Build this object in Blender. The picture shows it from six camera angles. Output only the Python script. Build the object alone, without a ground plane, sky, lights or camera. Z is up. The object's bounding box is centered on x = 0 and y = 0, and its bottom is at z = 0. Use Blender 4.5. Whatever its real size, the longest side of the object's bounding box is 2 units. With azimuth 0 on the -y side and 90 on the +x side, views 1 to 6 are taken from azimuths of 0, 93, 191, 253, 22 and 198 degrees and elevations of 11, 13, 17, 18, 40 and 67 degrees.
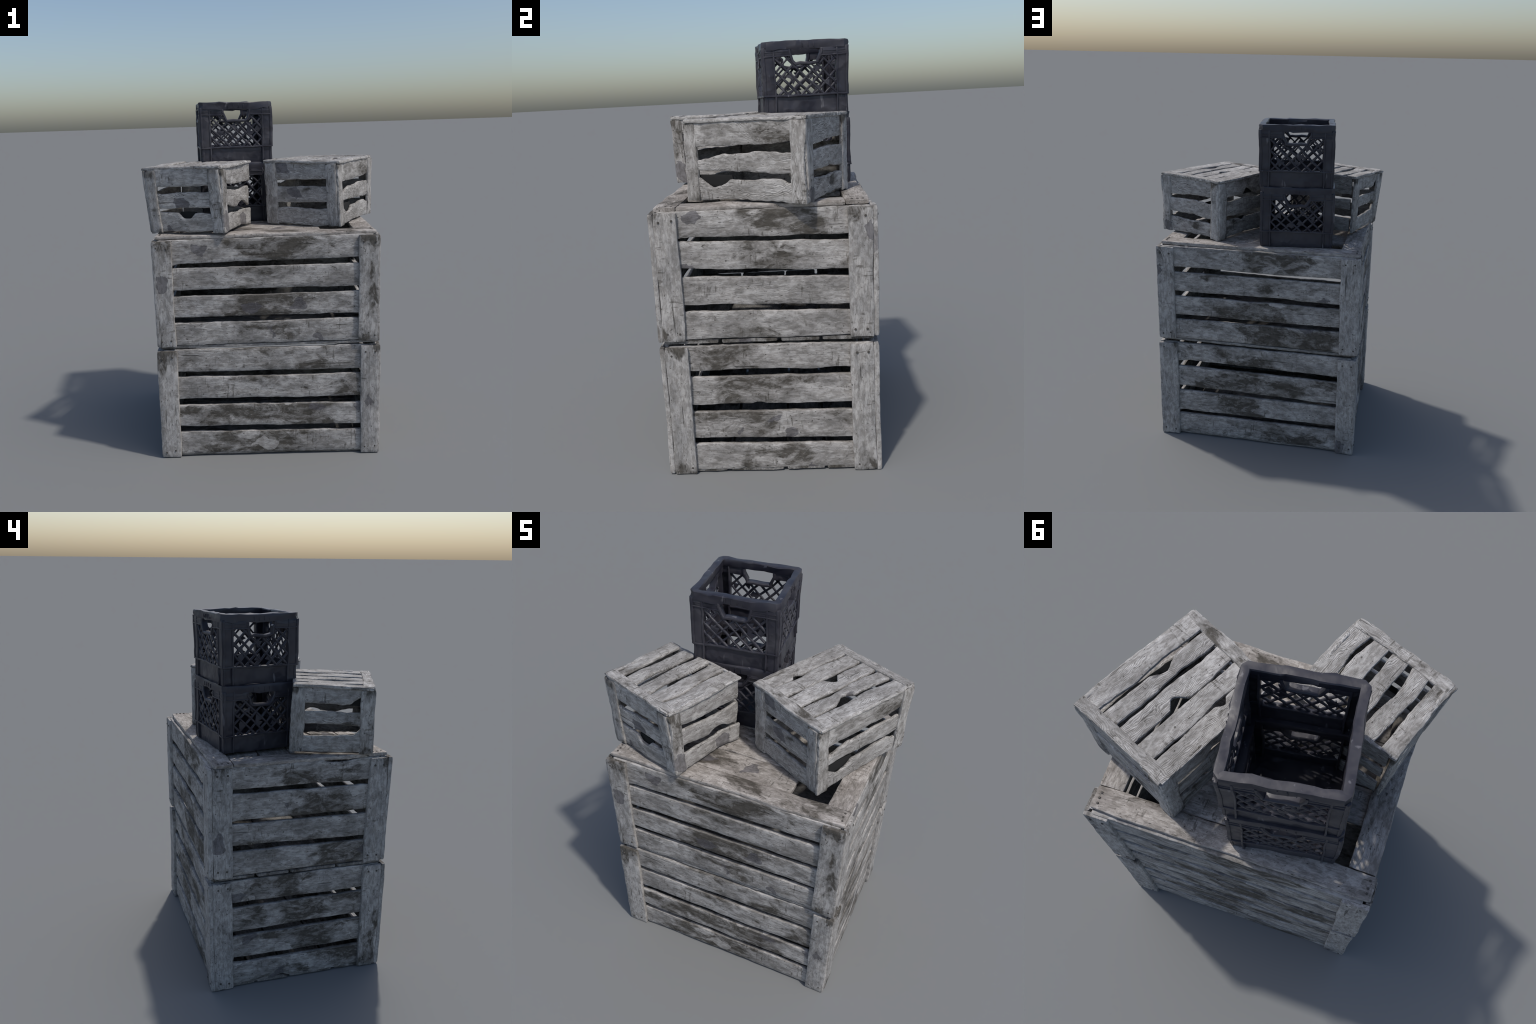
"""Stack of weathered crates: two big slatted wooden crates, one on the other, carrying two
smaller upturned slatted crates and two stacked plastic bottle crates."""
import bpy, bmesh, math, random
from mathutils import Vector, Matrix, noise

V = Vector
for o in list(bpy.data.objects):
    bpy.data.objects.remove(o)
COL = bpy.context.scene.collection


# ----------------------------------------------------------------------------- materials
def lerp(a, b, f):
    return a + (b - a) * f


class NT:
    """Small helper for wiring shader nodes."""
    def __init__(self, name):
        self.mat = bpy.data.materials.new(name)
        self.mat.use_nodes = True
        self.t = self.mat.node_tree
        self.t.nodes.clear()
        self.out = self.t.nodes.new('ShaderNodeOutputMaterial')
        self.b = self.t.nodes.new('ShaderNodeBsdfPrincipled')
        self.t.links.new(self.b.outputs[0], self.out.inputs[0])

    def n(self, kind, **kw):
        nd = self.t.nodes.new('ShaderNode' + kind)
        for k, v in kw.items():
            setattr(nd, k, v)
        return nd

    def put(self, sock, val):
        if isinstance(val, bpy.types.NodeSocket):
            self.t.links.new(val, sock)
        else:
            sock.default_value = val

    def math(self, op, a, b=0.0, clamp=False):
        nd = self.n('Math', operation=op, use_clamp=clamp)
        self.put(nd.inputs[0], a)
        self.put(nd.inputs[1], b)
        return nd.outputs[0]

    def vmath(self, op, a, b):
        nd = self.n('VectorMath', operation=op)
        self.put(nd.inputs[0], a)
        self.put(nd.inputs[1], b)
        return nd.outputs[0]

    def noise(self, vec, scale, detail=4.0, rough=0.55, dist=0.0):
        nd = self.n('TexNoise')
        self.put(nd.inputs['Vector'], vec)
        nd.inputs['Scale'].default_value = scale
        nd.inputs['Detail'].default_value = detail
        nd.inputs['Roughness'].default_value = rough
        nd.inputs['Distortion'].default_value = dist
        return nd.outputs['Fac']

    def noise_colour(self, vec, scale):
        nd = self.n('TexNoise')
        self.put(nd.inputs['Vector'], vec)
        nd.inputs['Scale'].default_value = scale
        return nd.outputs['Color']

    def ramp(self, fac, lo, hi):
        nd = self.n('MapRange', interpolation_type='SMOOTHSTEP')
        self.put(nd.inputs[0], fac)
        nd.inputs[1].default_value = lo
        nd.inputs[2].default_value = hi
        return nd.outputs[0]

    def mix(self, fac, a, b, mode='MIX'):
        nd = self.n('Mix', data_type='RGBA', blend_type=mode)
        self.put(nd.inputs[0], fac)
        self.put(nd.inputs[6], a if isinstance(a, bpy.types.NodeSocket) else (*a, 1))
        self.put(nd.inputs[7], b if isinstance(b, bpy.types.NodeSocket) else (*b, 1))
        return nd.outputs[2]


def wood_material(name, pale, mid, stain, cover, ring_gain, grain_gain, end_dirt, mid_grime=0.0):
    m = NT(name)
    tc = m.n('TexCoord')
    rnd = m.n('ObjectInfo').outputs['Random']
    comb = m.n('CombineXYZ')
    m.put(comb.inputs[0], m.math('MULTIPLY', rnd, 41.0))
    m.put(comb.inputs[1], m.math('MULTIPLY', rnd, 93.0))
    m.put(comb.inputs[2], m.math('MULTIPLY', rnd, 67.0))
    pos = m.vmath('ADD', tc.outputs['Object'], comb.outputs[0])
    half = m.vmath('MULTIPLY', pos, (0.5, 1.0, 1.0))       # slightly stretched along the board

    # growth rings cut lengthwise: wavy bands that close into arches and knots
    warp = m.noise(half, 8.0, 3.0, 0.55)
    wv = m.n('TexWave', wave_type='BANDS', bands_direction='Y', wave_profile='SIN')
    wvec = m.n('CombineXYZ')
    sep = m.n('SeparateXYZ')
    m.put(sep.inputs[0], pos)
    m.put(wvec.inputs[0], m.math('MULTIPLY', sep.outputs[0], 0.1))
    m.put(wvec.inputs[1], m.math('ADD', sep.outputs[1], m.math('MULTIPLY', warp, 0.095)))
    m.put(wvec.inputs[2], sep.outputs[2])
    m.put(wv.inputs['Vector'], wvec.outputs[0])
    wv.inputs['Scale'].default_value = 62.0
    wv.inputs['Distortion'].default_value = 2.2
    wv.inputs['Detail'].default_value = 4.0
    wv.inputs['Detail Scale'].default_value = 2.5
    ringed = m.ramp(m.noise(half, 5.0, 2.0, 0.5), 0.38, 0.62)     # rings show only here and there
    rings = m.math('ADD', 0.5, m.math('MULTIPLY', m.math('SUBTRACT', wv.outputs['Fac'], 0.5), ringed))
    streak = m.noise(m.vmath('MULTIPLY', pos, (0.12, 1.0, 1.0)), 130.0, 5.0, 0.62)
    fibre = m.noise(m.vmath('MULTIPLY', pos, (0.08, 1.0, 1.0)), 430.0, 3.0, 0.6)
    grain = m.math('ADD', m.math('MULTIPLY', rings, ring_gain),
                   m.math('ADD', m.math('MULTIPLY', streak, 0.62 - ring_gain * .5), m.math('MULTIPLY', fibre, 0.38 - ring_gain * .5)))
    grain_dark = m.ramp(grain, 0.56, 0.36)

    # bleaching in soft clouds
    cloud = m.noise(half, 10.0, 6.0, 0.62, 0.3)
    col = m.mix(m.ramp(cloud, 0.36, 0.62), mid, pale)
    col = m.mix(m.math('MULTIPLY', grain_dark, grain_gain), col, tuple(c * 0.45 for c in mid))

    # where water has stood: broad grey areas, blotches inside them, near-black cores
    area = m.noise(half, 4.2, 3.0, 0.5, 0.5)
    if end_dirt:
        gx = m.n('SeparateXYZ')
        m.put(gx.inputs[0], tc.outputs['Generated'])
        e = m.math('ABSOLUTE', m.math('SUBTRACT', gx.outputs[0], 0.5))
        area = m.math('ADD', area, m.math('MULTIPLY', m.ramp(e, 0.30, 0.5), end_dirt))
    if mid_grime:
        gx = m.n('SeparateXYZ')
        m.put(gx.inputs[0], tc.outputs['Generated'])
        c = m.math('ADD', 0.30, m.math('MULTIPLY', m.math('FRACT', m.math('MULTIPLY', rnd, 7.7)), 0.42))
        e = m.math('ABSOLUTE', m.math('SUBTRACT', gx.outputs[0], c))
        area = m.math('ADD', area, m.math('MULTIPLY', m.math('SUBTRACT', m.ramp(e, 0.42, 0.03), 0.4), mid_grime))
    lo = 0.60 - cover
    where = m.ramp(area, lo, lo + 0.20)
    blotch = m.noise(half, 15.0, 9.0, 0.68, 0.9)
    reach = m.math('ADD', blotch, m.math('MULTIPLY', m.math('SUBTRACT', where, 0.5), 0.26))
    soft = m.ramp(reach, 0.43, 0.59)
    speck = m.noise(half, 48.0, 6.0, 0.66, 0.6)
    hard = m.ramp(m.math('ADD', m.math('ADD', reach, m.math('MULTIPLY', m.math('SUBTRACT', speck, 0.5), 0.50)),
                         m.math('MULTIPLY', m.math('SUBTRACT', streak, 0.5), 0.15)), 0.555, 0.665)
    grey = tuple(lerp(st, mi, 0.40) for st, mi in zip(stain, mid))
    col = m.mix(m.math('MULTIPLY', soft, 0.72), col, grey)
    col = m.mix(m.math('MULTIPLY', hard, 0.80), col, stain)
    # runs and scratches across the boards
    cross = m.ramp(m.noise(m.vmath('MULTIPLY', pos, (1.0, 0.16, 1.0)), 95.0, 3.0, 0.55), 0.56, 0.66)
    cmask = m.ramp(m.noise(pos, 7.0, 2.0, 0.5), 0.56, 0.63)
    col = m.mix(m.math('MULTIPLY', m.math('MULTIPLY', cross, cmask), 0.65), col, tuple(c * 1.1 for c in stain))
    # peppering of dark flecks and splits running with the grain
    fleck = m.ramp(m.noise(m.vmath('MULTIPLY', pos, (0.55, 1.0, 1.0)), 110.0, 2.0, 0.5), 0.66, 0.72)
    col = m.mix(m.math('MULTIPLY', fleck, 0.75), col, tuple(c * 0.6 for c in stain))
    split = m.ramp(m.noise(m.vmath('MULTIPLY', pos, (0.05, 1.0, 1.0)), 70.0, 2.0, 0.5), 0.69, 0.73)
    col = m.mix(m.math('MULTIPLY', split, 0.65), col, tuple(c * 0.45 for c in stain))
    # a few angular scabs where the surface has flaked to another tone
    vor = m.n('TexVoronoi', feature='F1')
    m.put(vor.inputs['Vector'], m.vmath('ADD', m.vmath('MULTIPLY', pos, (0.7, 1.0, 1.0)), m.vmath('MULTIPLY', m.noise_colour(pos, 30.0), (.03, .03, .03))))
    vor.inputs['Scale'].default_value = 17.0
    vs = m.n('SeparateColor')
    m.put(vs.inputs[0], vor.outputs['Color'])
    scab = m.math('GREATER_THAN', vs.outputs[0], 0.965)
    tone = m.mix(m.math('GREATER_THAN', vs.outputs[1], 0.5), pale, (0.105, 0.100, 0.110))
    col = m.mix(m.math('MULTIPLY', scab, 0.72), col, tone)
    # paler rubbed long edges
    gy = m.n('SeparateXYZ')
    m.put(gy.inputs[0], tc.outputs['Generated'])
    rim = m.ramp(m.math('ADD', m.math('ABSOLUTE', m.math('SUBTRACT', gy.outputs[1], 0.5)), m.math('MULTIPLY', m.math('SUBTRACT', blotch, 0.5), 0.12)), 0.44, 0.50)
    col = m.mix(m.math('MULTIPLY', rim, 0.32), col, tuple(c * 1.08 for c in pale))
    mott = m.ramp(m.noise(half, 52.0, 6.0, 0.7, 0.4), 0.40, 0.60)
    mott = m.mix(mott, (0.70, 0.685, 0.662), (1.15, 1.145, 1.14))
    col = m.mix(0.85, col, mott, 'MULTIPLY')
    m.put(m.b.inputs['Base Color'], col)
    m.b.inputs['Roughness'].default_value = 0.82
    m.b.inputs['Specular IOR Level'].default_value = 0.25
    bump = m.n('Bump')
    bump.inputs['Strength'].default_value = 0.5
    bump.inputs['Distance'].default_value = 0.004
    m.put(bump.inputs['Height'], m.math('ADD', m.math('ADD', grain, m.math('MULTIPLY', blotch, 0.9)),
                                        m.math('MULTIPLY', m.math('ADD', split, hard), -0.35)))
    m.put(m.b.inputs['Normal'], bump.outputs[0])
    return m.mat


def plastic_material(name, dented):
    m = NT(name)
    tc = m.n('TexCoord')
    rnd = m.n('ObjectInfo').outputs['Random']
    comb = m.n('CombineXYZ')
    for i, k in enumerate((31.0, 57.0, 83.0)):
        m.put(comb.inputs[i], m.math('MULTIPLY', rnd, k))
    pos = m.vmath('ADD', tc.outputs['Object'], comb.outputs[0])
    base = m.mix(m.ramp(m.noise(pos, 7.0, 3.0, 0.5), 0.4, 0.62), (0.022, 0.022, 0.033), (0.042, 0.041, 0.051))
    # dusty film and pale scuffs
    dust = m.ramp(m.noise(pos, 12.0, 7.0, 0.65, 0.5), 0.42, 0.72)
    col = m.mix(m.math('MULTIPLY', dust, 0.32), base, (0.075, 0.072, 0.079))
    scuff = m.ramp(m.noise(m.vmath('MULTIPLY', pos, (1.0, 1.0, 0.25)), 34.0, 2.0, 0.5), 0.675, 0.74)
    col = m.mix(m.math('MULTIPLY', scuff, 0.4), col, (0.25, 0.245, 0.26))
    m.put(m.b.inputs['Base Color'], col)
    m.put(m.b.inputs['Roughness'], m.math('ADD', 0.36, m.math('MULTIPLY', dust, 0.25)))
    bump = m.n('Bump')
    m.b.inputs['Specular IOR Level'].default_value = 0.42
    # dents and creases: facets from a warped cell pattern
    cell = m.n('TexVoronoi', feature='SMOOTH_F1')
    m.put(cell.inputs['Vector'], m.vmath('ADD', pos, m.vmath('MULTIPLY', m.noise_colour(pos, 14.0), (.06, .06, .06))))
    cell.inputs['Scale'].default_value = 21.0
    cell.inputs['Smoothness'].default_value = 0.12
    dent = m.ramp(m.noise(pos, 8.0, 2.0, 0.5), 0.42, 0.60)
    bump.inputs['Strength'].default_value = 0.32
    bump.inputs['Distance'].default_value = 0.010
    m.put(bump.inputs['Height'], m.math('ADD', m.math('MULTIPLY', m.noise(pos, 22.0, 3.0, 0.5), 0.4),
                                        m.math('MULTIPLY', m.math('MULTIPLY', cell.outputs['Distance'], dent), dented)))
    m.put(m.b.inputs['Normal'], bump.outputs[0])
    return m.mat


def plain_material(name, colour, rough):
    m = NT(name)
    tc = m.n('TexCoord')
    f = m.noise(tc.outputs['Object'], 300.0, 2.0)
    m.put(m.b.inputs['Base Color'], m.mix(f, colour, tuple(c * 1.6 for c in colour)))
    m.b.inputs['Roughness'].default_value = rough
    return m.mat


PALE, MID, STAIN = (0.445, 0.430, 0.416), (0.256, 0.246, 0.236), (0.066, 0.059, 0.049)
BIG_SLAT = wood_material('stained_slat_wood', PALE, MID, STAIN, 0.130, 0.15, 0.50, 0.0, 0.16)
BIG_POST = wood_material('stained_post_wood', PALE, (0.31, 0.303, 0.297), STAIN, 0.035, 0.10, 0.50, 0.16)
SMALL_SLAT = wood_material('bleached_slat_wood', (0.470, 0.457, 0.444), (0.300, 0.290, 0.279), STAIN, 0.075, 0.42, 0.64, 0.0, 0.06)
SMALL_POST = wood_material('bleached_post_wood', (0.470, 0.457, 0.444), (0.315, 0.304, 0.292), STAIN, 0.07, 0.34, 0.60, 0.14)
DECK = wood_material('dusty_deck_wood', (0.43, 0.402, 0.378), (0.275, 0.252, 0.232), STAIN, 0.075, 0.12, 0.55, 0.0, 0.10)
BIG_FLOOR = wood_material('darkened_bottom_wood', (0.30, 0.29, 0.28), (0.19, 0.183, 0.176), STAIN, 0.20, 0.15, 0.5, 0.0)  # wood tones darkened to dim the bright sunlit lip between the crates
PLASTIC = plastic_material('scuffed_black_plastic', 1.5)
RIM_PLASTIC = plastic_material('worn_rim_plastic', 0.25)
NOTCH_BLACK = plain_material('flat_black', (0.006, 0.006, 0.006), 0.9)
NAIL = plain_material('rusty_nail_iron', (0.05, 0.045, 0.04), 0.7)


# ----------------------------------------------------------------------------- helpers
def thing(name, base, label, category):
    o = bpy.data.objects.new(name, None)
    o.empty_display_size = 0.1
    o.location = base
    o["label"], o["category"] = label, category
    COL.objects.link(o)
    return o


def add_mesh(name, bm, mat, parent, world, angle=38.0):
    bmesh.ops.recalc_face_normals(bm, faces=bm.faces)
    me = bpy.data.meshes.new(name)
    bm.to_mesh(me)
    bm.free()
    me.materials.append(mat)
    for p in me.polygons:
        p.use_smooth = True
    me.set_sharp_from_angle(angle=math.radians(angle))
    return add_object(name, me, parent, world)


def add_object(name, me, parent, world):
    o = bpy.data.objects.new(name, me)
    COL.objects.link(o)
    o.parent = parent
    pw = Matrix.Identity(4)
    q = parent
    chain = []
    while q:
        chain.append(q)
        q = q.parent
    for q in reversed(chain):
        pw = pw @ q.matrix_basis
    o.matrix_basis = pw.inverted() @ world
    return o


def nz(x, s, ch=0.0):
    return noise.noise(V((x, s * 7.31 + 0.37, ch * 3.77 + 0.19)))


def section(w, t, r, k=3, mid=4):
    """Rounded rectangle, counter-clockwise, with extra points along the broad sides."""
    r = min(r, w * 0.45, t * 0.48)
    pts = []
    hw, ht = w / 2, t / 2
    for cx, cz, a0 in ((hw - r, -ht + r, -90), (hw - r, ht - r, 0), (-hw + r, ht - r, 90), (-hw + r, -ht + r, 180)):
        for i in range(k):
            a = math.radians(a0 + 90 * i / (k - 1))
            pts.append((cx + r * math.cos(a), cz + r * math.sin(a)))
        if a0 in (0, 180):
            x0, z0 = pts[-1]
            sgn = -1 if a0 == 0 else 1
            for i in range(1, mid + 1):
                pts.append((x0 + sgn * (w - 2 * r) * i / (mid + 1), z0))
    return pts


def plank(name, parent, p0, p1, nrm, w0, w1, t, mat, seed, wave=0.003, chip=0.002, bow=0.003,
          cup=0.0, rnd=0.004, notches=(), bends=(), step=0.011):
    """A board from p0 to p1. Local X runs along it, Z points out of the face, Y across.
    notches: (side, place 0..1, half width, depth) cut from (or, negative, added to) an edge;
    bends: (place, half width, shift across, shift outward, narrowing)."""
    p0, p1, nrm = V(p0), V(p1), V(nrm)
    X = (p1 - p0)
    L = X.length
    X.normalize()
    Z = (nrm - X * nrm.dot(X)).normalized()
    Y = Z.cross(X)
    n = max(12, int(L / step))
    bm = bmesh.new()
    rings = []
    for i in range(n + 1):
        s = i / n
        w = w0 + (w1 - w0) * s
        x = (s - 0.5) * L
        top = w / 2 + wave * nz(x * 6, seed, 1) * 1.6 + chip * nz(x * 34, seed, 2)
        bot = -w / 2 + wave * nz(x * 6, seed, 3) * 1.6 + chip * nz(x * 34, seed, 4)
        up, out = 0.0, bow * nz(x * 4, seed, 5)
        for side, at, hw, depth in notches:
            f = max(0.0, 1 - abs(s - at + hw * 0.25 * nz(x * 22, seed, 8)) / hw)
            f = min(1.0, f * 1.35) * (1 + 0.30 * nz(x * 45, seed, 9))
            if side > 0:
                top -= depth * f
            else:
                bot += depth * f
        for at, hw, dy, dz, nar in bends:
            f = max(0.0, 1 - abs(s - at) / hw)
            f = f * f * (3 - 2 * f)
            up += dy * f
            out += dz * f
            top -= nar * f / 2
            bot += nar * f / 2
        end = min(s, 1 - s) * L
        sh = 1.0 if end > rnd else 0.80 + 0.20 * math.sqrt(max(0, 1 - (1 - end / rnd) ** 2))
        tt = t * (1 + 0.16 * nz(x * 7, seed, 6)) * sh
        ring = []
        for (y, z) in section(1.0, tt, min(rnd, tt * 0.45) if False else rnd):
            # section() is built for unit width: rebuild the across coordinate from the edges
            yy = y + 0.5
            cw = max(0.004, top - bot) * (sh * 0.15 + 0.85)
            mid_y = (top + bot) / 2
            e = min(yy, 1 - yy)
            if e < rnd + 1e-6:                       # corner zone keeps its true radius
                yl = (cw / 2 - e) * (1 if yy > 0.5 else -1)
            else:
                yl = (yy - 0.5) / (0.5 - rnd) * (cw / 2 - rnd)
            py, pz = mid_y + yl + up, z + out + cup * (1 - (2 * yl / cw) ** 2)
            k = noise.noise(V((x * 16, py * 22 + seed * 5.1, z * 20 + seed))) * 0.0016
            jx = 0.006 * noise.noise(V((py * 30, seed * 3.3, s * 3))) if (i in (0, n)) else 0.0
            ring.append(bm.verts.new((x + jx, py, pz + k)))
        rings.append(ring)
    m = len(rings[0])
    for a, b in zip(rings, rings[1:]):
        for j in range(m):
            bm.faces.new((a[j], a[(j + 1) % m], b[(j + 1) % m], b[j]))
    bm.faces.new(rings[0][::-1])
    bm.faces.new(rings[-1])
    c = (p0 + p1) / 2
    world = Matrix((( X.x, Y.x, Z.x, c.x), (X.y, Y.y, Z.y, c.y), (X.z, Y.z, Z.z, c.z), (0, 0, 0, 1)))
    o = add_mesh(name, bm, mat, parent, world)
    return o, world, L


def nail_mesh():
    bm = bmesh.new()
    bmesh.ops.create_cone(bm, cap_ends=True, segments=10, radius1=0.0062, radius2=0.0048, depth=0.004)
    me = bpy.data.meshes.new('nail')
    bm.to_mesh(me)
    bm.free()
    me.materials.append(NAIL)
    return me


NAIL_MESH = nail_mesh()


def nails(post, world, L, t, w, rng, ends=(-1, 1), inset=0.035, count=2):
    for e in ends:
        for k in range(count):
            y = (k / (count - 1) - 0.5) * w * 0.5
            loc = V((e * (L / 2 - inset + rng.uniform(-.006, .006)), y + rng.uniform(-.005, .005), t / 2 + 0.0006))
            add_object('nail', NAIL_MESH, post, world @ Matrix.Translation(loc))


def lerp(a, b, f):
    return a + (b - a) * f


class Box:
    """Eight measured corners; faces are read off seen from outside, left to right."""
    def __init__(self, bottom, top, grow=0.0, lift=0.0):
        self.b = [V(p) for p in bottom]     # order: counter-clockwise from above
        self.t = [V(p) for p in top]
        for ring in (self.b, self.t):
            if grow:
                old = [p.copy() for p in ring]
                for i, p in enumerate(old):
                    ring[i] = p + (p - old[i - 1]).normalized() * grow + (p - old[(i + 1) % 4]).normalized() * grow
        for p in self.t:
            p.z += lift
        c = sum(self.b, V()) / 4
        self.centre = c

    def face(self, i):
        j = (i + 1) % 4
        return self.t[i], self.b[i], self.t[j], self.b[j]

    def at(self, u, v, w):
        lo = lerp(lerp(self.b[0], self.b[1], u), lerp(self.b[3], self.b[2], u), v)
        hi = lerp(lerp(self.t[0], self.t[1], u), lerp(self.t[3], self.t[2], u), v)
        return lerp(lo, hi, w)


def face_frame(box, i):
    tl, bl, tr, br = box.face(i)
    X = ((tr + br) - (tl + bl)).normalized()
    N = X.cross(V((0, 0, 1))).normalized()
    return tl, bl, tr, br, X, N


def slat_row(crate, box, i, left, right, depth, t, inset, mat, rng, extra=None, wave=0.003, chip=0.002, bow=0.003, rnd=0.004,
             inset_right=None):
    tl, bl, tr, br, X, N = face_frame(box, i)
    extra = extra or {}
    ir = inset if inset_right is None else inset_right
    for k in range(len(left) // 2):
        a0, a1 = left[2 * k], left[2 * k + 1]
        c0, c1 = right[2 * k], right[2 * k + 1]
        p0 = lerp(tl, bl, (a0 + a1) / 2) + X * inset - N * (depth + t / 2 + rng.uniform(0, .002))
        p1 = lerp(tr, br, (c0 + c1) / 2) - X * ir - N * (depth + t / 2 + rng.uniform(0, .002))
        p0.z += .002
        p1.z += .002
        ex = extra.get(k, {})
        plank('slat', crate, p0, p1, N, (tl - bl).length * (a1 - a0) - .003, (tr - br).length * (c1 - c0) - .003, t, mat,
              rng.uniform(0, 99), wave, chip, bow, rnd=rnd, notches=ex.get('notches', ()), bends=ex.get('bends', ()))


        if not ex.get('rot'):  # 'rot' flags slats whose deeper notches are backed with a thin black plate
            continue
        # thin black plate set behind the bitten-out edge
        up = (tl - bl).normalized()
        for side, at, hw, deep in ex['notches']:
            if deep < 0.012:
                continue
            d = p1 - p0
            c = lerp(p0, p1, at) + up * side * ((tl - bl).length * (a1 - a0) / 2 - deep * .55) - N * 0.011
            reach = min(hw, .98 - at) if at > .5 else min(hw, at)
            plank('black_notch_plate', crate, c - d * reach, c + d * reach, N, deep * 1.5, deep * 1.5, 0.007, NOTCH_BLACK, rng.uniform(0, 99), 0.002, 0.002, 0.001, rnd=0.002)


def posts(crate, box, i, width, t, mat, rng, over, lift=0.0, sides=(0, 1), rnd=0.0045, nail=True, wave=0.003, chip=0.0022, drop=(0.0, 0.0), bow=0.003):
    """The two upright boards at the ends of one face. 'over' shortens them so that the boards
    of the neighbouring faces lap over their edges."""
    tl, bl, tr, br, X, N = face_frame(box, i)
    for side in sides:
        hi, lo, sgn = (tl, bl, 1) if side == 0 else (tr, br, -1)
        w = width * rng.uniform(0.95, 1.05)
        off = X * sgn * (over + w / 2) - N * (t / 2 - lift)
        p0 = lo + off + V((0, 0, drop[0]))
        p1 = hi + off - V((0, 0, drop[1]))
        o, world, L = plank('post', crate, p0, p1, N, w * rng.uniform(.95, 1.02), w, t, mat,
                            rng.uniform(0, 99), wave, chip, bow, rnd=rnd)
        if nail:
            nails(o, world, L, t, w, rng)


# ----------------------------------------------------------------------------- big wooden crates
LOWER = Box([(-.637, -.486, .003), (.608, -.488, .003), (.602, .519, .003), (-.637, .514, .003)],
            [(-.634, -.492, .642), (.613, -.487, .645), (.609, .510, .637), (-.630, .520, .645)])
UPPER = Box([(-.631, -.484, .664), (.607, -.489, .672), (.606, .515, .670), (-.637, .519, .676)],
            [(-.631, -.493, 1.264), (.610, -.487, 1.268), (.610, .515, 1.262), (-.624, .515, 1.270)])

# slat edges as fractions of the height from the top, at the left and right end of each face
ROWS_LOWER = [
    ([.0, .205, .252, .458, .511, .715, .771, .985], [.0, .225, .262, .473, .534, .740, .786, .985]),
    ([.0, .193, .244, .456, .519, .723, .773, .985], [.0, .190, .242, .466, .522, .747, .792, .985]),
    ([.0, .185, .250, .466, .517, .740, .776, .985], [.0, .200, .258, .490, .525, .725, .775, .985]),
    ([.0, .206, .254, .475, .524, .730, .778, .985], [.0, .218, .246, .462, .513, .731, .782, .985])]
ROWS_UPPER = [
    ([.0, .225, .262, .470, .530, .730, .785, 1.0], [.0, .210, .267, .480, .530, .733, .783, 1.0]),
    ([.0, .200, .220, .433, .496, .717, .770, 1.0], [.0, .210, .258, .489, .533, .752, .796, 1.0]),
    ([.0, .227, .272, .479, .534, .739, .790, 1.0], [.0, .225, .274, .484, .532, .734, .774, 1.0]),
    ([.0, .200, .240, .485, .515, .712, .768, 1.0], [.0, .210, .252, .488, .528, .748, .784, 1.0])]
QUIRKS_LOWER = [
    {1: {'notches': [(-1, .97, .05, .006)]}, 2: {'notches': [(1, .45, .02, .004)]}},
    {1: {'notches': [(-1, 1.0, .06, .022), (-1, .44, .04, .008)]}, 3: {'notches': [(-1, .35, .03, .010)]}},
    {0: {'notches': [(-1, .05, .10, -.010)]}, 2: {'notches': [(-1, .02, .08, -.012)]}},
    {1: {'notches': [(-1, .02, .12, -.010)]}, 3: {'notches': [(-1, .40, .035, .014), (-1, .56, .03, .008)]}}]
QUIRKS_UPPER = [
    {0: {'notches': [(-1, .02, .09, -.014)]}, 2: {'notches': [(-1, .80, .25, -.004)]}},
    {0: {'notches': [(-1, .02, .13, -.012), (-1, .55, .12, -.004)]}, 2: {'bends': [(.42, .14, 0, .004, 0)]}},
    {0: {'notches': [(-1, .20, .18, .006)]}, 1: {'notches': [(-1, .62, .10, .005)]}},
    {0: {'notches': [(1, .72, .12, .012), (1, .60, .04, -.006)]}, 1: {'notches': [(-1, .06, .14, -.008)]}}]


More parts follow.
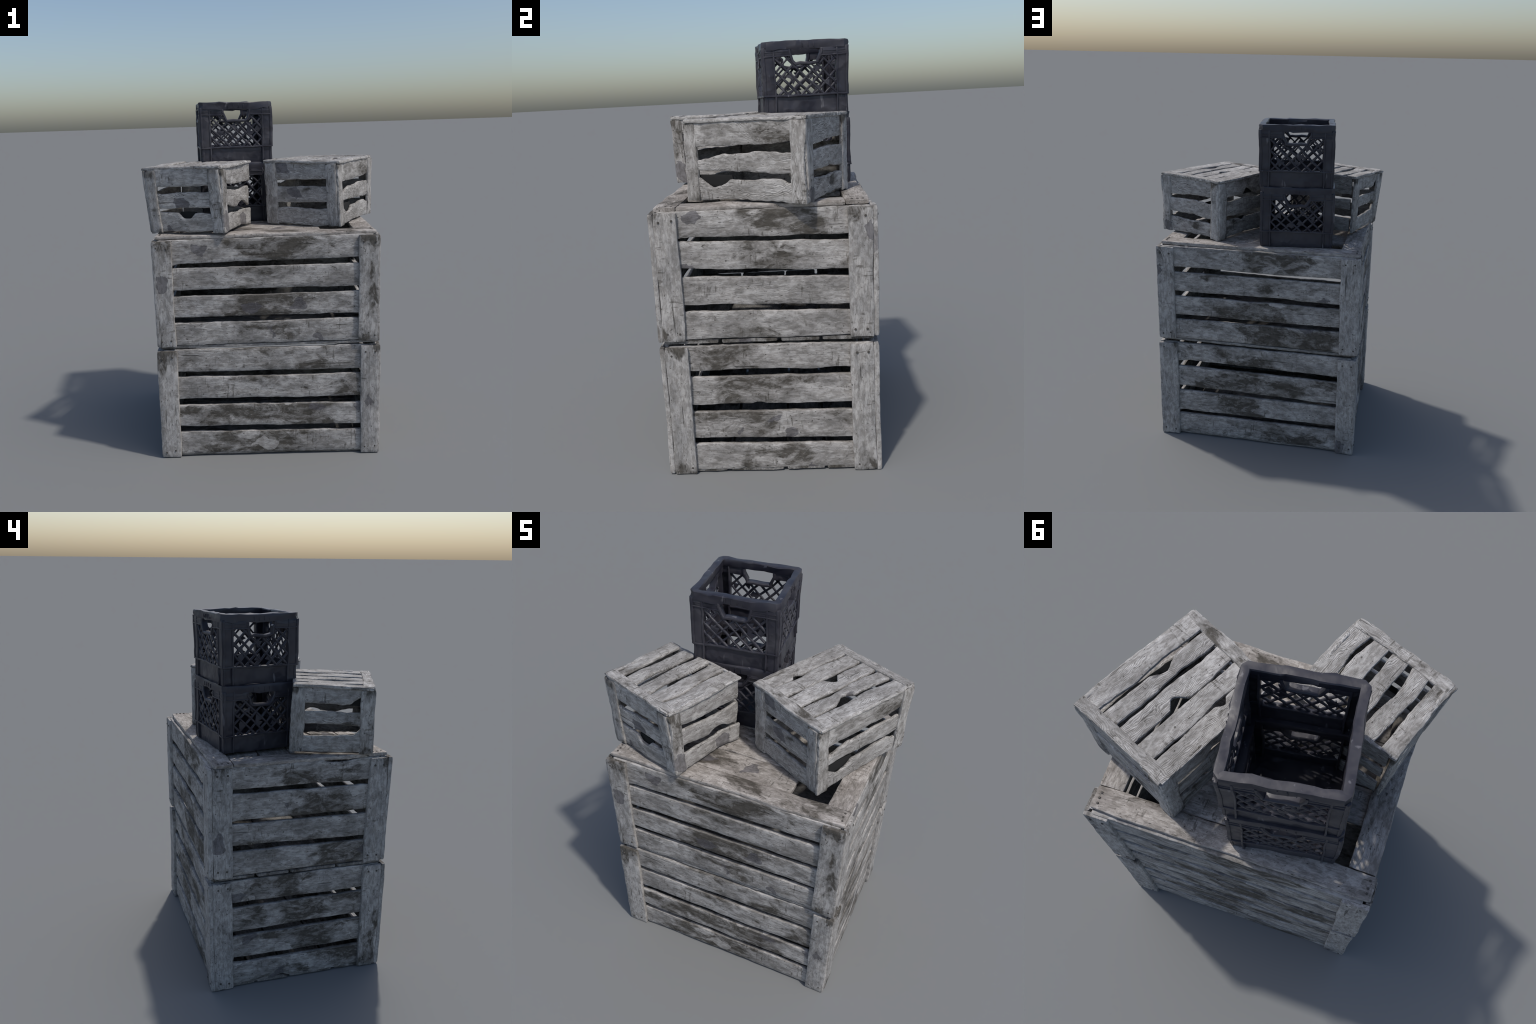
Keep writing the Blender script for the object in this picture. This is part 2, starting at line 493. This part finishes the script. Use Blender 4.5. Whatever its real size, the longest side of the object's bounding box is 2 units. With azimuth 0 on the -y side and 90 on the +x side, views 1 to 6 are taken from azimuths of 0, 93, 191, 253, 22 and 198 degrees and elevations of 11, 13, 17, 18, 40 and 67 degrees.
def big_crate(name, box, rows, quirks, seed, top_frame, label):
    rng = random.Random(seed)
    crate = thing(name, box.centre, label, 'wooden crate')
    for i in range(4):
        slat_row(crate, box, i, rows[i][0], rows[i][1], 0.015, 0.022, 0.036, BIG_SLAT, rng, quirks[i],
                 wave=0.0028, chip=0.0022, bow=0.004)
        long_side = i % 2 == 0
        posts(crate, box, i, 0.113 if long_side else 0.105, 0.024, BIG_POST, rng, 0.002 if long_side else 0.023,
              lift=0.0, drop=(0.0, 0.003))
    # bottom boards along x
    z = box.b[0].z
    cuts = [.019, .275, .285, .545, .555, .735, .745, .981]
    for a, b in zip(cuts[::2], cuts[1::2]):
        lo = 0.010 if z < 0.1 else -0.009
        p0, p1 = box.at(.013, (a + b) / 2, 0), box.at(.987, (a + b) / 2, 0)
        p0.z += lo
        p1.z += lo
        w = (b - a) * 0.985
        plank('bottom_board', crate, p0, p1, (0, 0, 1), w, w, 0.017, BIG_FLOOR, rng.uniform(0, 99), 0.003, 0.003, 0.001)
    if not top_frame:
        return crate
    zt = 1.2755
    t = 0.021

    def board(x0, y0, x1, y1, w, nail_side=None, dz=0.0, kind='top_board', **kw):
        o, world, L = plank(kind, crate, (x0, y0, zt + dz), (x1, y1, zt + dz), (0, 0, 1), w, w, t, DECK,
                            rng.uniform(0, 99), 0.004, 0.002, kw.pop('bow', 0.002), rnd=0.005, **kw)
        if nail_side:
            nails(o, world, L, t, w, rng, nail_side, 0.022, 3)
    board(-.608, -.414, .588, -.414, .106, (-1, 1), .001)
    board(-.616, .430, .583, .430, .106, (-1, 1), .001)
    board(-.553, -.361, -.553, .374, .114)
    board(.533, -.361, .533, .374, .114, bends=[(.5, .35, 0, .002, 0)])
    # loose boards that close the middle, on two battens
    ys = [-.360, -.208, -.204, .010, .016, .186, .196, .372]
    left_end = [-.535, -.528, -.520, -.420]
    for k, (a, b) in enumerate(zip(ys[::2], ys[1::2])):
        # boards droop where they pass under the frame on the left
        board(left_end[k], (a + b) / 2, .300 + rng.uniform(-.01, .01), (a + b) / 2 + .002, b - a, dz=-.002 - .001 * (k % 2),
              notches=[(-1, .52, .06, .008)] if k == 1 else (), bends=[(0.0, .42, 0, -.022 if k < 3 else -.010, 0)], kind='lid_board')
    for x in (-.22, .2):
        plank('batten', crate, (x, -.448, 1.250), (x, .46, 1.250), (0, 0, 1), .07, .07, .022, BIG_SLAT, rng.uniform(0, 99))
    return crate


big_crate('wooden_crate', LOWER, ROWS_LOWER, QUIRKS_LOWER, 11, False,
          'large grey weathered slatted wooden crate with dark stains')
big_crate('wooden_crate', UPPER, ROWS_UPPER, QUIRKS_UPPER, 23, True,
          'large grey slatted wooden crate with framed, partly open top')


# ----------------------------------------------------------------------------- small upturned crates
def small_crate(box, rows, quirks, seed, open_side, label, top_quirks, widths):
    rng = random.Random(seed)
    crate = thing('small_wooden_crate', box.centre, label, 'wooden crate')
    for i in range(4):
        if i == open_side:
            # pushed against the plastic crates: slats only, set back, no uprights
            slat_row(crate, box, i, rows[i][0], rows[i][1], 0.012, 0.014, 0.03, SMALL_SLAT, rng, quirks[i], wave=0.006, chip=0.004)
            continue
        near_open = (i + 1) % 4 == open_side        # right end of this face meets the open side
        after_open = (i - 1) % 4 == open_side
        ends = (0, 1)
        if near_open:
            ends = (0,)
        slat_row(crate, box, i, rows[i][0], rows[i][1], 0.006, 0.018, 0.03, SMALL_SLAT, rng, quirks[i],
                 wave=0.007, chip=0.004, bow=0.007, rnd=0.006, inset_right=0.03 if near_open else None)
        posts(crate, box, i, 0.070, 0.021, SMALL_POST, rng, 0.004 if i % 2 else 0.012, sides=ends, rnd=0.009,
              nail=False, wave=0.006, chip=0.0035, drop=(0.0, 0.014), bow=0.007)
    # top: five slats lengthwise (faces 0 and 2 are the short ends), end boards across them
    zt = 0.006
    pos = 0.0
    total = sum(widths)
    slats = widths[::2]
    gaps = list(widths[1::2]) + [0.0]
    for k, (w, g) in enumerate(zip(slats, gaps)):
        a = (pos + w / 2) / total
        pos += w + g
        p0 = box.at(a, 0.0, 1)
        p1 = box.at(a, 1.0, 1)
        d = (p1 - p0).normalized()
        p0, p1 = p0 + d * 0.012, p1 - d * 0.012
        edge = k in (0, len(slats) - 1)
        dz = -0.008 if not edge else -0.006
        p0.z += dz
        p1.z += dz
        ex = top_quirks.get(k, {})
        plank('top_slat', crate, p0, p1, (0, 0, 1), w, w * ex.get('taper', 1.0), 0.016, SMALL_SLAT, rng.uniform(0, 99), 0.008, 0.003, 0.005,
              rnd=0.005, notches=ex.get('notches', ()), bends=ex.get('bends', ()))
    for end in (0, 1):
        if open_side is not None and end == 1:
            # only a lip is left above the open end
            tl, bl, tr, br, X, N = face_frame(box, open_side)
            plank('top_lip', crate, tl + X * .03 - N * .022 - V((0, 0, .040)), tr - X * .07 - N * .022 - V((0, 0, .036)), N, .056, .05, .014,
                  SMALL_SLAT, rng.uniform(0, 99), 0.004, 0.003, 0.004)
            continue
        p0, p1 = box.at(0.02, end, 1), box.at(0.98, end, 1)
        inward = (box.at(.5, 1 - end, 1) - box.at(.5, end, 1)).normalized()
        p0, p1 = p0 + inward * 0.030, p1 + inward * 0.030
        p0.z -= 0.003
        p1.z -= 0.003
        plank('end_board', crate, p0, p1, (0, 0, 1), 0.056, 0.054, 0.018, SMALL_SLAT, rng.uniform(0, 99), 0.006, 0.003, 0.005, rnd=0.006)
    return crate


# right-hand crate: face 0 is the short end to the front left, face 1 the long side to the right
RIGHT = Box([(.012, -.117, 1.292), (.410, -.327, 1.290), (.662, .210, 1.290), (.240, .412, 1.294)],
            [(-.008, -.114, 1.650), (.395, -.333, 1.646), (.667, .213, 1.645), (.235, .410, 1.645)], .0080, .006)
RIGHT_ROWS = [
    ([.0, .33, .41, .66, .745, 1.], [.0, .29, .365, .64, .72, 1.]),
    ([.0, .33, .44, .645, .70, 1.], [.0, .30, .40, .655, .74, 1.]),
    ([.0, .33, .39, .655, .725, 1.], [.0, .32, .375, .645, .73, 1.]),
    ([.0, .30, .37, .63, .70, 1.], [.0, .32, .39, .64, .72, 1.])]
RIGHT_QUIRKS = [
    {2: {'notches': [(-1, .72, .08, -.004)]}},
    {0: {'notches': [(-1, .5, .3, -.006)]},
     1: {'notches': [(1, .10, .22, .014), (1, .62, .2, -.004)]},
     2: {'notches': [(1, .22, .16, .036), (1, .97, .14, .022)], 'rot': True}},
    {1: {'bends': [(.8, .3, -.006, .004, 0)]}},
    {0: {'notches': [(-1, .46, .10, .034)], 'rot': True}, 2: {'notches': [(1, .38, .06, .016)], 'rot': True}}]
RIGHT_TOP = {0: {'notches': [(-1, .34, .05, .02)]}, 1: {'notches': [(-1, .62, .16, -.004)]},
             2: {'notches': [(1, .55, .07, .036)]},
             3: {'bends': [(.70, .3, .004, .004, .012)], 'notches': [(-1, .44, .12, .028), (1, .3, .18, .010)]}, 4: {'bends': [(.5, .4, 0, .003, 0)]}}
small_crate(RIGHT, RIGHT_ROWS, RIGHT_QUIRKS, 31, None, 'small pale slatted wooden crate lying upside down',
            RIGHT_TOP, [.092, .012, .084, .016, .088, .016, .076, .018, .094])

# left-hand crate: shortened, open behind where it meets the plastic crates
LEFT = Box([(-.647, -.357, 1.292), (-.226, -.496, 1.300), (-.100, -.066, 1.288), (-.520, .056, 1.306)],
           [(-.674, -.341, 1.640), (-.240, -.509, 1.648), (-.080, -.093, 1.654), (-.530, .046, 1.652)], .0065, .005)
LEFT_ROWS = [
    ([.0, .285, .38, .64, .69, 1.], [.0, .29, .365, .625, .72, 1.]),
    ([.0, .27, .37, .60, .72, 1.], [.0, .32, .41, .72, .75, 1.]),
    ([.0, .32, .41, .61, .745, 1.], [.0, .335, .41, .61, .745, 1.]),
    ([.0, .276, .37, .59, .735, 1.], [.0, .26, .37, .58, .72, 1.])]
LEFT_QUIRKS = [
    {2: {'notches': [(1, .53, .12, .030)], 'rot': True}},
    {0: {'notches': [(-1, .7, .2, -.004)]},
     1: {'bends': [(.8, .28, .012, .014, .014)], 'notches': [(-1, .68, .14, .024)]},
     2: {'bends': [(1.0, .3, .0, .018, 0)]}},
    {},
    {0: {'notches': [(-1, .86, .12, .028)], 'rot': True}, 2: {'notches': [(1, .90, .10, -.03)]}}]
LEFT_TOP = {0: {'notches': [(-1, .5, .3, -.004)]}, 1: {'bends': [(.4, .5, .010, 0, .012)]},
            2: {'bends': [(.5, .5, .004, .002, .0)]}, 3: {'notches': [(-1, .7, .2, .012)]}, 4: {'notches': [(1, .3, .2, .012)]}}
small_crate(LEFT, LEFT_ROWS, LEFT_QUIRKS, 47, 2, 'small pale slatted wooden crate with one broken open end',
            LEFT_TOP, [.070, .030, .078, .020, .080, .020, .078, .014, .090])


# ----------------------------------------------------------------------------- plastic bottle crates
S, H = 0.436, 0.356
HS = S / 2
BAND, SKIRT, POST_W = 0.076, 0.094, 0.062
WIN = HS - POST_W


class Shell:
    """Collects pieces of one moulded part, bent by one continuous field so that pieces stay joined."""
    def __init__(self, seed, amp):
        self.bm = bmesh.new()
        self.seed, self.amp = seed, amp

    def bend(self, p):
        q = p * 9 + V((self.seed, self.seed * 1.7, 0))
        big = noise.noise_vector(q) * self.amp
        small = noise.noise_vector(p * 26 + V((0, self.seed, 3))) * self.amp * 0.45
        return p + big + small

    def crumple(self, p, k):
        c = noise.noise(p * 17 + V((self.seed * 2.1, 0, 0)))
        return p + noise.noise_vector(p * 41 + V((self.seed, 9, 0))) * k * (0.35 + 1.5 * abs(c))

    def block(self, f, a0, a1, d0, d1, z0, z1, step=0.02, bevel=0.0022):
        """Box on one wall: a along the wall, d depth inward from the outer face, z up."""
        bm = bmesh.new()
        bmesh.ops.create_cube(bm, size=1.0)
        for v in bm.verts:
            v.co = V((lerp(a0, a1, v.co.x + .5), lerp(d0, d1, v.co.y + .5), lerp(z0, z1, v.co.z + .5)))
        b = min(bevel, abs(a1 - a0) * .3, abs(d1 - d0) * .3, abs(z1 - z0) * .3)
        bmesh.ops.bevel(bm, geom=list(bm.edges), offset=b, segments=2, profile=.5, affect='EDGES')
        for axis, lo, hi in ((0, a0, a1), (2, z0, z1)):
            n = int(abs(hi - lo) / step)
            for k in range(1, n):
                c = V((0, 0, 0))
                c[axis] = lerp(lo, hi, k / n)
                no = V((0, 0, 0))
                no[axis] = 1
                bmesh.ops.bisect_plane(bm, geom=list(bm.verts) + list(bm.edges) + list(bm.faces), plane_co=c, plane_no=no)
        self.take(bm, f)

    def take(self, bm, f):
        mp = {}
        for v in bm.verts:
            mp[v] = self.bm.verts.new(self.bend(f(v.co)))
        for fc in bm.faces:
            self.bm.faces.new([mp[v] for v in fc.verts])
        bm.free()

    def bar(self, f, pts, w, d0, d1):
        """Bar of rectangular section following points (a, z) in the plane of a wall."""
        bm = bmesh.new()
        rings = []
        for i, (a, z) in enumerate(pts):
            p = pts[max(0, i - 1)]
            q = pts[min(len(pts) - 1, i + 1)]
            t = V((q[0] - p[0], q[1] - p[1], 0))
            t.normalize()
            nx, nzv = -t.y, t.x
            ww = w * (1 + 0.35 * noise.noise(V((a * 30, z * 30, self.seed))))
            c = ww * 0.28
            hw = ww / 2
            ring = []
            for s, d in ((-hw, d0 + c), (-hw + c, d0), (hw - c, d0), (hw, d0 + c), (hw, d1 - c), (hw - c, d1), (-hw + c, d1), (-hw, d1 - c)):
                ring.append(bm.verts.new((a + nx * s, d, z + nzv * s)))
            rings.append(ring)
        for r0, r1 in zip(rings, rings[1:]):
            for j in range(8):
                bm.faces.new((r0[j], r0[(j + 1) % 8], r1[(j + 1) % 8], r1[j]))
        bm.faces.new(rings[0][::-1])
        bm.faces.new(rings[-1])
        self.take(bm, f)

    def web(self, f, tri, d0, d1):
        bm = bmesh.new()
        lo = [bm.verts.new((a, d0, z)) for a, z in tri]
        hi = [bm.verts.new((a, d1, z)) for a, z in tri]
        n = len(tri)
        bm.faces.new(lo)
        bm.faces.new(hi[::-1])
        for j in range(n):
            bm.faces.new((lo[j], lo[(j + 1) % n], hi[(j + 1) % n], hi[j]))
        self.take(bm, f)


def wall_map(k):
    """Wall k (0 = -y, then counter-clockwise): (a, d, z) -> crate coordinates."""
    rot = Matrix.Rotation(math.radians(90 * k), 3, 'Z')
    return lambda p: rot @ V((p[0], -HS + p[1], p[2]))


# handle opening: half widths at its top and foot
HT, HB, HZ1, HZ0 = 0.072, 0.052, H - 0.044, H - 0.103


def in_handle(a, z, grow):
    z0, z1 = HZ0 - grow, HZ1 + grow
    if not (z0 < z < z1):
        return False
    s = (z - z0) / (z1 - z0)
    return abs(a) < lerp(HB, HT, min(1, s * 1.25)) + grow


def plastic_crate(base, yaw, seed, rough_top, has_floor, label):
    rng = random.Random(seed)
    root = thing('plastic_crate', base, label, 'plastic crate')
    root.rotation_euler = (0, 0, yaw)
    world = Matrix.Translation(base) @ Matrix.Rotation(yaw, 4, 'Z')
    root.matrix_basis = world
    amp = 0.0045

    # rim: chamfered square ring with a rounded section, crumpled
    sh = Shell(seed, amp)
    ch = 0.023
    path = []
    for k in range(4):
        f = wall_map(k)
        for i in range(12):
            a = lerp(-HS + ch, HS - ch, (i + (rng.uniform(-.3, .3) if 0 < i < 11 else 0)) / 11)
            path.append((f((a, 0, 0)), f((a, 1, 0)) - f((a, 0, 0))))
    sec = []
    for d, z in ((.003, -.041), (.0025, -.030), (.002, -.018), (.002, -.006), (.004, -.001), (.012, .0), (.024, .0), (.035, -.0005),
                 (.038, -.006), (.038, -.020), (.036, -.036), (.034, -.041), (.02, -.042)):
        sec.append((d, z))
    rings = []
    for p, inn in path:
        ring = []
        for d, z in sec:
            q = p + inn * d
            q.z = H + z
            q = sh.bend(q)
            k = rough_top if z < -.003 else rough_top * 0.6
            q = sh.crumple(q, k)
            ring.append(sh.bm.verts.new(q))
        rings.append(ring)
    n, m = len(rings), len(sec)
    for i in range(n):
        r0, r1 = rings[i], rings[(i + 1) % n]
        for j in range(m):
            sh.bm.faces.new((r0[j], r1[j], r1[(j + 1) % m], r0[(j + 1) % m]))
    add_mesh('rim', sh.bm, RIM_PLASTIC, root, world, 24.0)

    # corner uprights: L section with raised ribs, necked in at the foot so that crates nest
    for k in range(4):
        sh = Shell(seed, amp)
        f, g = wall_map(k), wall_map((k + 1) % 4)
        for fn, s in ((f, 1), (g, -1)):
            lo, hi = (WIN, HS - .012) if s == 1 else (-HS + .012, -WIN)
            sh.block(fn, lo, hi, .005, .013, SKIRT - .004, H - .036)
            sh.block(fn, lo, hi, .010, .018, .0, SKIRT)
            rib0, rib1 = (WIN - .004, WIN + .005) if s == 1 else (-WIN - .005, -WIN + .004)
            sh.block(fn, rib0, rib1, .0015, .036, .002, H - .030)
            e0, e1 = (HS - .019, HS - .007) if s == 1 else (-HS + .007, -HS + .019)
            sh.block(fn, e0, e1, .0015, .016, SKIRT - .006, H - .03)
            e0, e1 = (HS - .022, HS - .012) if s == 1 else (-HS + .012, -HS + .022)
            sh.block(fn, e0, e1, .007, .018, .0, SKIRT)
            lo2, hi2 = (WIN, HS - .006) if s == 1 else (-HS + .006, -WIN)
            sh.block(fn, lo2, hi2, .001, .014, SKIRT - .006, SKIRT + .003)
        add_mesh('corner_post', sh.bm, PLASTIC, root, world)

    for k in range(4):
        f = wall_map(k)
        # lower wall with a ledge over it
        sh = Shell(seed, amp)
        sh.block(f, -WIN - .002, WIN + .002, .012, .020, .001, SKIRT)
        sh.block(f, -WIN, WIN, .002, .026, SKIRT - .007, SKIRT + .003)
        add_mesh('lower_wall', sh.bm, PLASTIC, root, world)
        # band under the rim, interrupted by the grip
        sh = Shell(seed, amp)
        for s in (-1, 1):
            a0, a1 = sorted((s * (HT + .002), s * (HS - .011)))
            sh.block(f, a0, a1, .004, .030, H - BAND, H - .036)
            sh.block(f, a0, a1, .001, .010, H - BAND, H - BAND + .006)
            sh.block(f, a0, a1, .002, .010, H - .054, H - .051)
        for i in range(4):
            a = -.045 + .03 * i + rng.uniform(-.004, .004)
            sh.block(f, a - .0015, a + .0015, -.001, .006, H - .034, H - .012)
        add_mesh('band', sh.bm, PLASTIC, root, world)
        # grip: a collar round the opening
        sh = Shell(seed, amp)
        g = .006
        half = [(HT + g, HZ1 + .002), (HT + g, HZ1 - .014), (HT + g - .004, HZ1 - .020), (HB + g + .006, HZ0 + .006), (HB + g - .002, HZ0 - g * .4),
                (HB - .006, HZ0 - g), (HB * .4, HZ0 - g)]
        loop = [(p + (rng.uniform(-.005, .005) if 1 < j < 12 else 0), q + (rng.uniform(-.004, .003) if 2 < j < 11 else 0))
                for j, (p, q) in enumerate([(-p, q) for p, q in half] + half[::-1])]
        sh.bar(f, loop, .016, .001, .036)
        add_mesh('handle', sh.bm, PLASTIC, root, world)
        # diagonal lattice in the window, clipped by frame and grip
        sh = Shell(seed, amp)
        z0, z1 = SKIRT, H - BAND + .004
        pitch = .0605
        for sgn in (1, -1):
            c = .180 - .0605 * 10 + rng.uniform(-.003, .003)
            while c < .8:
                slope = sgn * rng.uniform(.95, 1.05)
                run = []
                ph = c + rng.uniform(-.003, .003)
                gone = rng.random() < 0.04
                for i in range(81):
                    a = lerp(-WIN - .002, WIN + .002, i / 80)
                    z = ph + slope * a + .002 * noise.noise(V((a * 14, c * 9, seed + k * 3)))
                    ok = z0 - .004 < z < z1 and not in_handle(a, z, g * .8)
                    if gone and abs(a - .03) < .03:
                        ok = False
                    if ok:
                        run.append((a, z))
                    if (not ok or i == 80) and run:
                        if len(run) > 2:
                            sh.bar(f, run[::2] + ([run[-1]] if len(run) % 2 == 0 else []), rng.uniform(.0095, .0135),
                                   .006 + (.0015 if sgn > 0 else 0), .017)
                        run = []
                c += pitch
        # torn webs of plastic left in some of the meshes
        for _ in range(7):
            a, z = rng.uniform(-WIN * .85, WIN * .85), rng.uniform(z0 + .01, z1 - .06)
            r = rng.uniform(.014, .026)
            ph = rng.uniform(0, 6.28)
            tri = [(max(-WIN, min(WIN, a + r * math.cos(ph + j * 2.1))), max(z0, z + r * math.sin(ph + j * 2.1))) for j in range(3)]
            sh.web(f, tri, .008, .014)
        for i in range(5):
            a = -WIN + (i + .5) * 2 * WIN / 5 + rng.uniform(-.02, .02)
            r = rng.uniform(.008, .017)
            sh.web(f, [(a - r, z0 - .002), (a + r, z0 - .002), (a + rng.uniform(-.005, .005), z0 + r)], .008, .015)
        add_mesh('lattice', sh.bm, PLASTIC, root, world)
    if not has_floor:
        return root
    sh = Shell(seed, amp)
    bm = bmesh.new()
    bmesh.ops.create_cube(bm, size=1.0)
    for v in bm.verts:
        v.co = V((v.co.x * (S - .04), v.co.y * (S - .04), .010 + v.co.z * .010))
    bmesh.ops.subdivide_edges(bm, edges=[e for e in bm.edges if abs(e.verts[0].co.z - e.verts[1].co.z) < 1e-4], cuts=10, use_grid_fill=True)
    sh.take(bm, lambda p: V(p))
    add_mesh('floor', sh.bm, PLASTIC, root, world)
    return root


plastic_crate(V((-.200, .207, 1.288)), math.radians(8.2), 5.0, 0.006, True, 'lower black plastic bottle crate with diamond lattice sides')
plastic_crate(V((-.190, .206, 1.643)), math.radians(7.9), 8.0, 0.011, False, 'upper black plastic bottle crate with crumpled open rim')
